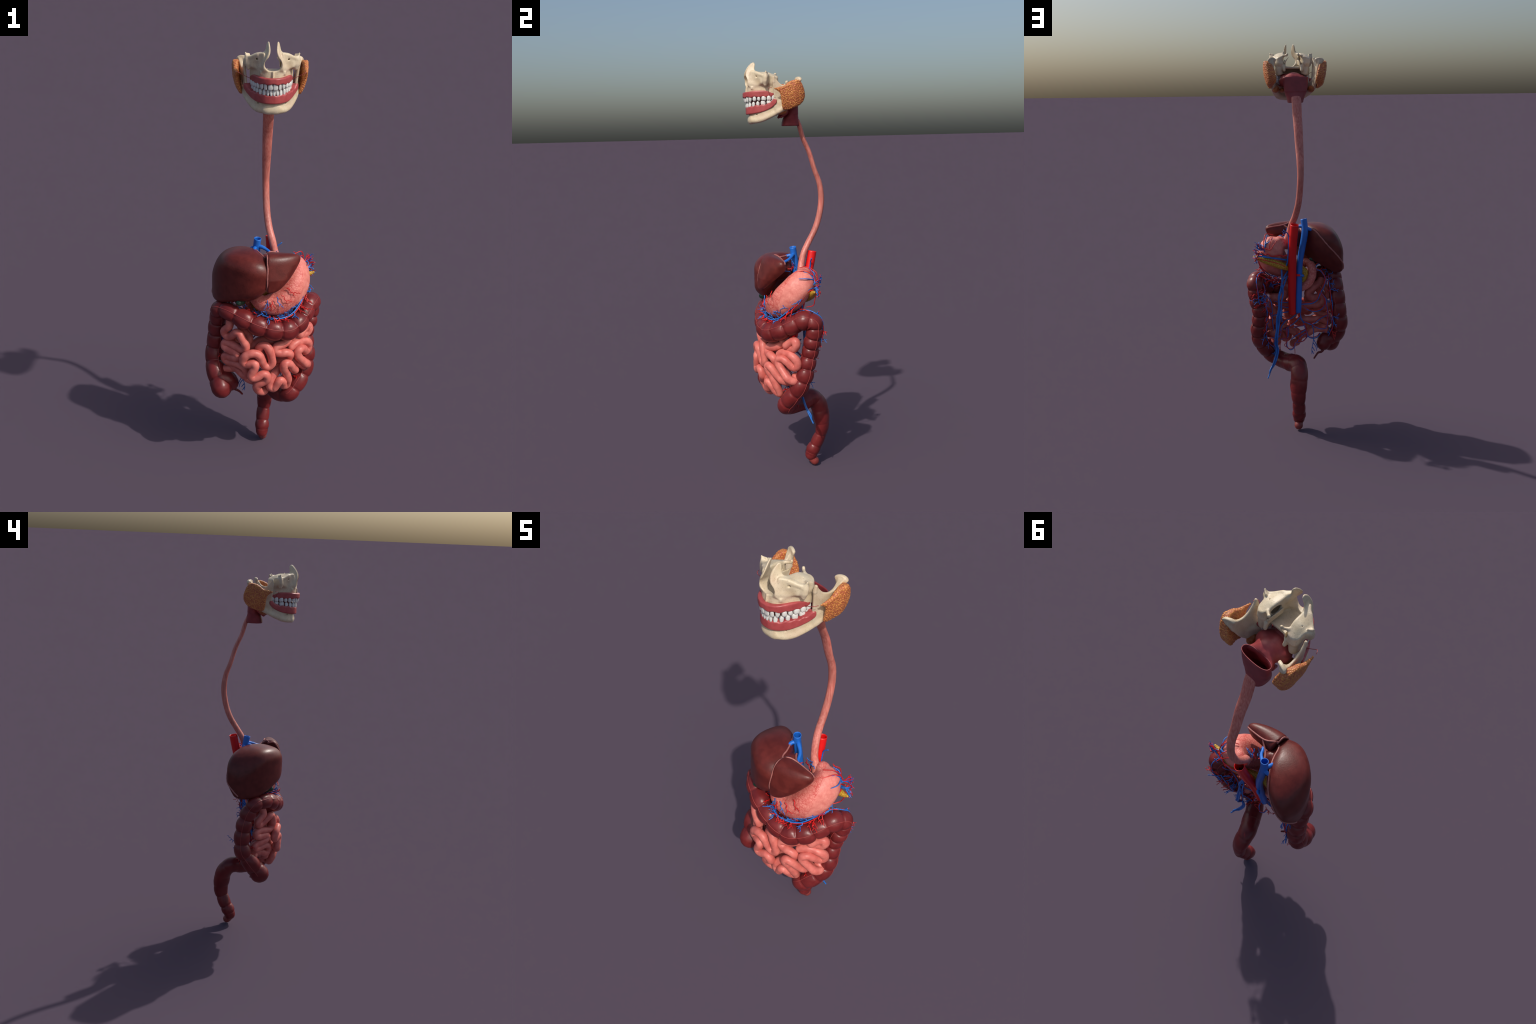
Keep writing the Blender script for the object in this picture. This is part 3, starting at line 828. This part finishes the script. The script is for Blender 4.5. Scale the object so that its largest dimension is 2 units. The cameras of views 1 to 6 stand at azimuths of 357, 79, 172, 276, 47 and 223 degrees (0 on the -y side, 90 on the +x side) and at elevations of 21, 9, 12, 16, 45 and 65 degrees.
# ================================================================== SMALL INTESTINE
LOOPS = dict(
    A=[(-.153, -.070, .771), (-.155, -.078, .755), (-.157, -.083, .736), (-.173, -.068, .717), (-.182, -.055, .693), (-.170, -.060, .678), (-.148, -.080, .686), (-.127, -.108, .716), (-.113, -.120, .718), (-.101, -.127, .692), (-.085, -.126, .666), (-.082, -.121, .644), (-.100, -.110, .631), (-.134, -.082, .639), (-.160, -.060, .644), (-.179, -.049, .638), (-.181, -.050, .621), (-.157, -.070, .610), (-.128, -.095, .609), (-.115, -.105, .597), (-.131, -.090, .579), (-.162, -.060, .574), (-.179, -.044, .562), (-.175, -.044, .545), (-.151, -.060, .539), (-.117, -.090, .549), (-.091, -.105, .538), (-.075, -.105, .508), (-.084, -.097, .487), (-.106, -.080, .501), (-.135, -.050, .512), (-.156, -.020, .511)],
    B=[(.009, -.095, .569), (-.007, -.103, .601), (-.023, -.115, .633), (-.012, -.125, .659), (.007, -.130, .663), (.023, -.135, .641), (.035, -.133, .601), (.038, -.129, .570), (.021, -.130, .554), (.003, -.135, .561), (-.010, -.143, .592), (-.021, -.147, .618), (-.041, -.150, .632), (-.067, -.150, .629), (-.089, -.145, .612), (-.096, -.140, .587), (-.082, -.141, .571), (-.064, -.148, .579), (-.044, -.153, .585), (-.039, -.155, .567), (-.050, -.154, .543), (-.060, -.152, .521), (-.050, -.151, .505), (-.028, -.151, .512), (-.003, -.150, .528), (.015, -.145, .516), (.016, -.138, .491), (-.004, -.135, .475), (-.024, -.131, .463), (-.031, -.122, .440), (-.015, -.110, .413), (.006, -.100, .406), (.011, -.085, .417), (-.007, -.070, .425)],
    C=[(.073, -.075, .525), (.064, -.095, .512), (.043, -.110, .493), (.032, -.117, .470), (.030, -.119, .444), (.046, -.118, .431), (.063, -.122, .457), (.078, -.126, .482), (.091, -.110, .462), (.097, -.085, .429), (.110, -.072, .422), (.117, -.085, .457), (.107, -.105, .502), (.092, -.125, .543), (.096, -.128, .567), (.116, -.120, .564), (.135, -.090, .525), (.152, -.066, .499), (.151, -.030, .493), (.130, -.010, .504)],
    D=[(.129, -.075, .626), (.148, -.063, .638), (.174, -.045, .639), (.206, -.027, .630), (.217, -.008, .606), (.215, -.008, .582), (.200, -.025, .576), (.190, -.052, .604), (.169, -.080, .618), (.155, -.088, .603), (.167, -.080, .572), (.188, -.066, .546), (.206, -.050, .521), (.210, -.018, .510), (.184, -.010, .528)],
    E=[(.170, -.050, .678), (.192, -.030, .700), (.213, -.012, .706), (.214, -.012, .683), (.202, -.018, .668), (.177, -.030, .662), (.147, -.045, .646), (.125, -.055, .619), (.116, -.050, .589)],
    G=[(.119, -.060, .672), (.111, -.080, .660), (.084, -.100, .651), (.057, -.113, .647), (.052, -.118, .629), (.071, -.116, .614), (.106, -.110, .615), (.123, -.100, .601), (.114, -.085, .572), (.078, -.075, .558), (.060, -.060, .547)],
    H=[(-.059, -.068, .614), (-.038, -.062, .634), (-.014, -.055, .653), (.016, -.052, .646), (.056, -.052, .641), (.090, -.050, .655)],
    I=[(.099, -.040, .560), (.134, -.050, .550), (.167, -.050, .529), (.193, -.040, .508)],
    J=[(-.105, -.075, .735), (-.075, -.060, .690), (-.065, -.070, .672), (-.075, -.075, .640)],
    K=[(-.074, -.090, .473), (-.049, -.092, .458), (-.025, -.085, .455), (.018, -.075, .492), (.061, -.065, .513), (.075, -.055, .520)],
    L=[(-.148, -.070, .785), (-.128, -.055, .757), (-.090, -.040, .735), (-.060, -.038, .703), (-.078, -.042, .680), (-.114, -.048, .679), (-.141, -.052, .682), (-.150, -.052, .662), (-.139, -.048, .645), (-.114, -.048, .636), (-.072, -.050, .639), (-.041, -.060, .635)],
    N=[(-.030, -.060, .556), (-.060, -.050, .556), (-.099, -.042, .556), (-.143, -.037, .559), (-.172, -.035, .540)],
    O=[(-.030, -.075, .470), (-.070, -.058, .478), (-.093, -.050, .496), (-.131, -.045, .503), (-.165, -.040, .495), (-.190, -.035, .490)],
)
for k, P in LOOPS.items():
    P = np.array(P)
    rad = .0195 if k in 'BCDEG' else .0190
    S, t = spline(P, step=.005)
    # relax bends a little so that loops turn round, not angular
    C = S[:, :3].copy()
    for _ in range(6):
        C[1:-1] = .25 * C[:-2] + .5 * C[1:-1] + .25 * C[2:]
    ph = rng.uniform(0, 6)
    R = rad * (1 + .035 * np.sin(np.arange(len(C)) * .33 + ph) + .02 * np.sin(np.arange(len(C)) * .81))
    V, F, _ = tube_data(C, R, 18)
    mesh_obj('small_intestine', V, F, 'bowel')

# ================================================================== GREAT VESSELS
def hollow(name, pts, mat, seg=20, wall=.002):
    S, _ = spline(np.array(pts), step=.006)
    Vo, Fo, _ = tube_data(S[:, :3], S[:, 3], seg, cap0=None, cap1=None)
    Vi, Fi, _ = tube_data(S[:, :3], S[:, 3] - wall, seg, cap0=None, cap1=None)
    n = len(S)
    V = np.vstack([Vo, Vi]); o = len(Vo)
    F = list(Fo) + [tuple(i + o for i in f[::-1]) for f in Fi]
    for j in range(seg):
        k = (j + 1) % seg
        F.append((k, j, o + j, o + k))
        a = (n - 1) * seg
        F.append((a + j, a + k, o + a + k, o + a + j))
    return mesh_obj(name, V, F, mat)
aorta = hollow('aorta', [(.031, .117, 1.104, .0215), (.034, .108, 1.06, .0215), (.037, .094, 1.00, .0215), (.038, .074, .92, .0215), (.034, .052, .84, .0215), (.033, .036, .775, .022), (.031, .020, .70, .0205), (.028, .006, .608, .0195)], 'aorta')
cava = hollow('vena_cava', [(-.030, .034, 1.119, .0165), (-.034, .040, 1.08, .0165), (-.034, .044, 1.05, .0175), (-.022, .046, .98, .0165), (-.008, .044, .90, .0160), (-.004, .038, .82, .0165), (-.004, .030, .75, .0165), (-.004, .018, .68, .0165), (-.003, .008, .616, .0160)], 'cava')

# ---- stubs on the great vessels
tube('hepatic_vein', [(-.030, .040, 1.078, .010), (-.012, .028, 1.080, .009), (.010, .014, 1.072, .0075), (.022, .002, 1.066, .007), (.030, -.012, 1.060, .007), (.040, -.026, 1.056, .007)], None, 'cava', 10, .005, cava)
tube('hepatic_vein', [(-.034, .040, 1.075, .010), (-.044, .020, 1.075, .009), (-.046, .000, 1.070, .008)], None, 'cava', 10, .005, cava)
tube('hepatic_vein', [(-.034, .042, 1.070, .010), (-.052, .046, 1.068, .009), (-.066, .044, 1.062, .008)], None, 'cava', 10, .005, cava)
tube('renal_vein', [(-.006, .040, .826, .009), (-.012, .056, .826, .0085), (-.020, .062, .825, .007)], None, 'cava', 10, .005, cava)
tube('renal_artery', [(.022, .040, .826, .0075), (.006, .052, .827, .0065), (-.004, .056, .827, .006)], None, 'aorta', 10, .005, aorta)

# ================================================================== BRANCHING VESSELS
COLP = np.array(COL)
COLS, _ct = spline(COLP, n=10)
STS, _ = spline(ST, step=.01)
def push_out(P, gap=.0015):
    """keep vessel points outside the colon and stomach walls"""
    P = np.array(P, float)
    for k, p in enumerate(P):
        for C, rr in ((COLS[:, :3], COLS[:, 3]), (STS[:, :3], .5 * (STS[:, 3] + STS[:, 4]))):
            d = p - C
            dist = np.linalg.norm(d, axis=1)
            i = np.argmin(dist - rr)
            if dist[i] < rr[i] + gap:
                p = C[i] + d[i] / (dist[i] + 1e-9) * (rr[i] + gap)
        P[k] = p
    return P

def wiggle(P, amp):
    P = np.array(P, float)
    P[1:-1] += rng.normal(0, amp, P[1:-1].shape)
    return P

def vessel_data(P, r0, r1, seg=7, step=.005):
    P = np.asarray(P, float)
    S, _ = spline(P, step=step)
    return tube_data(S, np.linspace(r0, r1, len(S)), seg)[:2]

def sprig(base, d, nrm, length, r, forks=2, push=True):
    """one small tuft: a crooked twig that splits; every point is kept off the walls"""
    d = np.asarray(d, float); d = d / np.linalg.norm(d)
    nrm = np.asarray(nrm, float); side = np.cross(d, nrm); side /= np.linalg.norm(side) + 1e-9
    out = []
    def twig(p, dd, L, rr, lev):
        n = 4
        pts = [p]
        for k in range(n):
            z = (1 if k % 2 else -1) * rng.uniform(.2, .75)
            q = pts[-1] + (dd + side * z + nrm * rng.normal(0, .15)) * L / n
            pts.append(q)
        pts = np.array(pts)
        if push:
            pts = push_out(pts)
        out.append(vessel_data(pts, rr, rr * .7, 6, .003))
        if lev > 0:
            for k in range(rng.integers(1, 3)):
                a = rng.uniform(.4, 1.0) * (1 if k % 2 else -1)
                i = rng.integers(1, n)
                twig(pts[i], dd * math.cos(a) + side * math.sin(a), L * rng.uniform(.5, .75), rr * .8, lev - 1)
    twig(np.asarray(base, float), d, length, r, forks)
    return out

# ---- trunks that can be picked out, each as vein with an artery beside it
MES_A = dict(
    trunk=[(-.012, .000, .625), (-.020, -.008, .580), (-.039, -.018, .548), (-.049, -.025, .510), (-.056, -.030, .483), (-.065, -.030, .466), (-.093, -.030, .455), (-.117, -.028, .462), (-.127, -.022, .481)],
    j1=[(-.005, .000, .611), (.034, -.020, .574), (.077, -.030, .558)],
    j2=[(-.020, -.008, .587), (.012, -.025, .549), (.045, -.035, .522), (.069, -.040, .508)],
    j3=[(-.042, -.020, .531), (-.016, -.030, .526), (.011, -.035, .519)],
    j4=[(-.050, -.025, .506), (-.010, -.035, .480), (.028, -.040, .452)],
    j5=[(-.056, -.030, .486), (-.024, -.038, .464), (-.001, -.045, .431)],
    j6=[(-.060, -.030, .466), (-.039, -.040, .437), (-.008, -.045, .427)],
    j7=[(.061, -.020, .563), (.086, -.020, .529), (.090, -.020, .487), (.108, -.015, .468)],
    j8=[(.043, -.030, .513), (.050, -.030, .467), (.086, -.025, .460)],
    ic=[(-.035, -.018, .557), (-.083, -.015, .536), (-.130, -.005, .572), (-.163, .005, .590)],
    ic2=[(-.083, -.015, .536), (-.120, -.005, .515), (-.153, .005, .515)],
    bl=[(.055, -.020, .520), (.055, -.020, .456), (.054, -.010, .420), (.038, .000, .406), (.018, -.005, .416), (.010, -.020, .436)],
)
MES_B = dict(
    rc=[(-.015, .000, .656), (-.045, .005, .658), (-.079, .010, .661), (-.106, .015, .680), (-.120, .020, .716), (-.135, .030, .752), (-.147, .030, .790), (-.140, .030, .814), (-.122, .020, .837), (-.100, .010, .846), (-.101, .005, .862), (-.118, .005, .872), (-.158, .010, .867), (-.184, .015, .852)],
    rc2=[(-.123, .020, .719), (-.148, .025, .684), (-.146, .020, .652), (-.123, .012, .623), (-.090, .005, .613), (-.057, .000, .626), (-.033, .000, .649)],
    marg=[(-.148, .025, .684), (-.153, .028, .647), (-.158, .028, .601), (-.159, .025, .561), (-.154, .015, .523)],
    lc=[(.228, .092, .842), (.204, .072, .787), (.176, .050, .734), (.148, .040, .692), (.141, .035, .645), (.139, .030, .595), (.138, .030, .560), (.130, .020, .526)],
    tv1=[(.050, .000, .670), (.105, .020, .678), (.126, .030, .688)],
    tv2=[(.050, .000, .642), (.085, .012, .652), (.120, .030, .664)],
    tv3=[(.050, .000, .618), (.089, .020, .618), (.134, .030, .609)],
    lm2=[(.112, .045, .470), (.125, .030, .483), (.142, .022, .487)],
)
def pair(name, P, r, art=True, off=(.004, .003, .005)):
    mv = vessel_data(wiggle(P, .001), r, r * .75)
    mesh_obj('mesenteric_vein', *mv, 'vein')
    if art:
        Q = wiggle(np.array(P) + np.array(off), .0022)
        mesh_obj('mesenteric_artery', *vessel_data(Q, r * .7, r * .5), 'artery')
for k, P in {**MES_A, **MES_B}.items():
    pair(k, push_out(P) if k in ('rc', 'marg', 'lc', 'rc2') else P, .0042 if k in ('trunk',) else .0032)
# appendix fan (veins only)
for P in ([(-.082, -.015, .536), (-.091, -.020, .494), (-.092, -.025, .457), (-.089, -.028, .427), (-.083, -.026, .399), (-.082, -.022, .368)],
          [(-.094, -.026, .446), (-.106, -.024, .421), (-.114, -.022, .399)], [(-.091, -.027, .428), (-.103, -.025, .410), (-.109, -.022, .385)],
          [(-.087, -.026, .403), (-.097, -.022, .386)], [(-.084, -.025, .385), (-.092, -.022, .368)]):
    mesh_obj('appendix_vein', *vessel_data(P, .0026, .0016), 'vein')
# long vein down the back left to the pelvis, in strands
tail = [(.118, .064, .540), (.123, .066, .510), (.122, .036, .458), (.115, .033, .414), (.136, .048, .350)]
IMV = [[(.090, .045, .888), (.089, .050, .835), (.089, .055, .785), (.084, .055, .734), (.093, .055, .683), (.094, .055, .600), (.090, .045, .580)],
       [(.054, .030, .846), (.080, .045, .810), (.096, .055, .758), (.109, .060, .712), (.104, .060, .661), (.113, .060, .596)] + tail + [(.155, .062, .315), (.171, .075, .282)],
       [(.058, .030, .819), (.077, .045, .776), (.103, .055, .718), (.110, .064, .650), (.120, .062, .596)] + [(x + .005, y + .004, z) for x, y, z in tail] + [(.160, .068, .318), (.162, .070, .298)],
       [(.100, .062, .640), (.107, .066, .580)] + [(x - .006, y + .003, z) for x, y, z in tail] + [(.150, .060, .325)]]
for P in IMV:
    mesh_obj('mesenteric_vein', *vessel_data(P, .0046, .0032, 9), 'vein')
# splenic vessels along the pancreas and the vein beside the esophagus
mesh_obj('splenic_artery', *vessel_data(wiggle([(.050, .070, .947), (.070, .086, .942), (.089, .092, .938), (.105, .097, .946), (.122, .099, .942), (.149, .101, .947), (.165, .101, .956), (.180, .098, .953), (.200, .094, .962)], .002), .0038, .003), 'artery')
mesh_obj('splenic_vein', *vessel_data([(.056, .060, .912), (.080, .080, .918), (.108, .094, .926), (.142, .100, .933), (.176, .098, .938), (.214, .094, .944)], .0048, .0038), 'vein')
mesh_obj('pancreatic_artery', *vessel_data([(.077, .075, .882), (.118, .092, .902), (.152, .098, .914), (.192, .093, .924), (.217, .088, .930), (.209, .082, .897), (.195, .078, .869), (.176, .05, .858)], .0026, .002), 'artery')
mesh_obj('gastric_vein', *vessel_data([(.074, .052, .865), (.064, .068, .895), (.060, .088, .959), (.058, .097, 1.017), (.063, .100, 1.054), (.084, .100, 1.074)], .0046, .003), 'vein')
tuft_v, tuft_a = [], []
# hilum fan left of the stomach
for hub, tips in (((.186, .090, .974), [(.213, .112, 1.016), (.222, .108, 1.012), (.232, .104, 1.010), (.231, .100, .997), (.226, .106, .990)]),
                  ((.208, .088, .956), [(.236, .098, .982), (.234, .096, .970), (.233, .094, .960), (.241, .092, .946), (.241, .090, .934), (.238, .089, .914)])):
    for tp in tips:
        hub = np.array(hub); tp = np.array(tp)
        for st, m in ((0, 'v'), (.005, 'a')):
            a = hub + st * np.array((.3, .6, .4)); b = hub + (tp - hub) * .92 + rng.normal(0, .002, 3)
            mid = (a + b) / 2 + np.array((.004, .006, -.003)) + rng.normal(0, .004, 3)
            (tuft_v if m == 'v' else tuft_a).append(vessel_data([a, mid, b], .0024, .0014, 6))
            for q in range(2):
                e = b + rng.normal(0, .0055, 3)
                (tuft_v if m == 'v' else tuft_a).append(vessel_data([mid, (mid + e) / 2 + rng.normal(0, .002, 3), e], .0018, .0012, 6))
tuft_v.append(vessel_data([(.160, .085, .942), (.179, .082, .962), (.186, .090, .974)], .004, .0035))
tuft_v.append(vessel_data([(.176, .088, .940), (.196, .084, .950), (.208, .088, .956)], .004, .0035))
# fundus branches
for P, m in (([(.186, .090, .974), (.180, .090, .992), (.178, .076, 1.020), (.166, .064, 1.044)], 'v'), ([(.180, .090, .992), (.174, .060, 1.012), (.162, .040, 1.022)], 'v'), ([(.182, .082, .990), (.197, .045, 1.000), (.199, .010, 1.000)], 'v'),
             ([(.178, .084, 1.005), (.160, .090, 1.012), (.140, .080, 1.030)], 'v'), ([(.188, .092, .980), (.184, .076, 1.022), (.165, .055, 1.046), (.130, .030, 1.040)], 'a'), ([(.184, .080, 1.012), (.172, .050, 1.034), (.150, .010, 1.018)], 'a'),
             ([(.182, .096, .985), (.160, .108, .985), (.140, .105, 1.005), (.120, .098, 1.022)], 'a'), ([(.160, .108, .985), (.150, .100, 1.020), (.140, .080, 1.038)], 'a')):
    (tuft_v if m == 'v' else tuft_a).append(vessel_data(push_out(wiggle(P, .003), .001), .0034 if m == 'v' else .0022, .0018, 7))
# vessels on the greater curve of the stomach
GEP = [(.190, .074, .950), (.197, .050, .945), (.196, .020, .908), (.186, -.012, .874), (.166, -.045, .836), (.132, -.078, .803), (.090, -.102, .788), (.046, -.120, .792), (.010, -.120, .800), (-.016, -.106, .812)]
gep = push_out(GEP, .002)
mesh_obj('gastroepiploic_vein', *vessel_data(gep, .0036, .003, 8), 'vein')
gea = push_out(np.array(GEP) + np.array((.004, .004, -.008)), .0015)
mesh_obj('gastroepiploic_artery', *vessel_data(gea[:7], .0034, .0024, 8), 'artery')
Sg, _ = spline(gep, step=.03)
for i, p in enumerate(Sg[4:-1]):
    up = np.array((-.35, -.45, .75)) + rng.normal(0, .25, 3)
    dn = np.array((.25, -.55, -.65)) + rng.normal(0, .25, 3)
    dr = up if i % 2 else dn
    (tuft_v if rng.random() < .5 else tuft_a).extend(sprig(p, dr, (.3, -.9, .2), rng.uniform(.034, .046), .0024, 1))
    if i % 3 != 1:
        (tuft_a if i % 2 else tuft_v).extend(sprig(p + rng.normal(0, .006, 3), -dr * np.array((1, -1, 1)), (.3, -.9, .2), rng.uniform(.026, .036), .0022, 1))
# lesser curve, under the left liver lobe and by the esophagus
for b, d, m in (((.052, -.128, .900), (.3, -.2, -.9), 'v'), ((.074, -.122, .905), (.5, -.2, -.8), 'a'), ((.030, -.126, .880), (-.2, -.2, -.9), 'a'), ((.010, -.120, .880), (-.4, -.2, -.8), 'v'), ((.100, -.100, .930), (.6, -.3, -.5), 'a'),
                ((.050, .030, 1.030), (.3, -.4, .8), 'v'), ((.060, .026, 1.020), (.8, -.3, .3), 'v'), ((.040, .020, 1.020), (.7, -.3, .4), 'a'), ((.030, .010, 1.020), (-.2, -.8, .4), 'a'), ((.045, .0, 1.01), (.2, -.9, .2), 'v')):
    (tuft_v if m == 'v' else tuft_a).extend(sprig(b, d, (.2, -.9, .3), .042, .0024, 1))
# marginal vessels round the back of the transverse and descending colon with tufts
def colon_path(t0, t1, d, gap):
    i = np.where((_ct >= t0) & (_ct <= t1))[0][::4]
    C, R = COLS[i, :3], COLS[i, 3]
    T = np.gradient(C, axis=0); T /= np.linalg.norm(T, axis=1)[:, None]
    D = np.array(d)[None] if np.ndim(d) == 1 else np.array([d[0] + (d[1] - d[0]) * k / (len(i) - 1) for k in range(len(i))])
    D = D - np.sum(D * T, 1)[:, None] * T
    D /= np.linalg.norm(D, axis=1)[:, None]
    return C + D * (R + gap)[:, None], D, T
for t0, t1, d, n_t in ((6.5, 13.5, np.array((.0, .85, .45)), 26), (13, 17, np.array(((-.1, .4, .9), (-.15, 1.0, .1))), 14), (16.5, 23, np.array((-.75, .55, .15)), 26), (.6, 6, np.array((.8, .55, .1)), 20), (8, 13, np.array((.2, .35, .9)), 8), (.8, 5.5, np.array((.9, -.35, .1)), 10), (17.5, 23, np.array((-.8, -.35, .1)), 8)):
    P, D, T = colon_path(t0, t1, d, .003)
    if n_t > 10:
        mesh_obj('marginal_vein', *vessel_data(push_out(wiggle(P, .002)), .0026, .0022), 'vein')
        mesh_obj('marginal_artery', *vessel_data(push_out(wiggle(P + T * .004 + D * .002, .0035)), .0022, .0018), 'artery')
    for k in range(n_t):
        i = rng.integers(0, len(P))
        sgn = 1 if rng.random() < .5 else -1
        lat = np.cross(T[i], D[i]) * sgn
        (tuft_v if rng.random() < .45 else tuft_a).extend(sprig(P[i], lat + rng.normal(0, .2, 3), D[i], rng.uniform(.028, .045), .0021, 1))
# arches in the mesocolon behind the stomach
for k in range(16):
    t = rng.uniform(8.5, 13.5)
    i = int(t * 10)
    a = COLS[i, :3] + np.array((rng.normal(0, .005), .045, .010))
    b = a * .45 + np.array((.055, .015, .80)) * .55 + rng.normal(0, .012, 3)
    m = (a + b) / 2 + np.array((0, .018, .005)) + rng.normal(0, .006, 3)
    (tuft_a if k % 3 else tuft_v).append(vessel_data(push_out([a, m, b]), .0022, .0018, 6))
# red tendrils between the mesenteric arcades
for k in range(14):
    a = np.array((rng.uniform(-.04, .11), rng.uniform(-.03, .0), rng.uniform(.43, .60)))
    b = a + np.array((rng.normal(0, .02), rng.normal(0, .006), -rng.uniform(.03, .07)))
    tuft_a.append(vessel_data([a, (a + b) / 2 + rng.normal(0, .01, 3), b], .0018, .0014, 6))
for parts, nm, mt in ((tuft_v, 'vein_twigs', 'vein'), (tuft_a, 'artery_twigs', 'artery')):
    o = mesh_obj(nm, *join(parts), mt)
    o['kind'] = 'stuff'
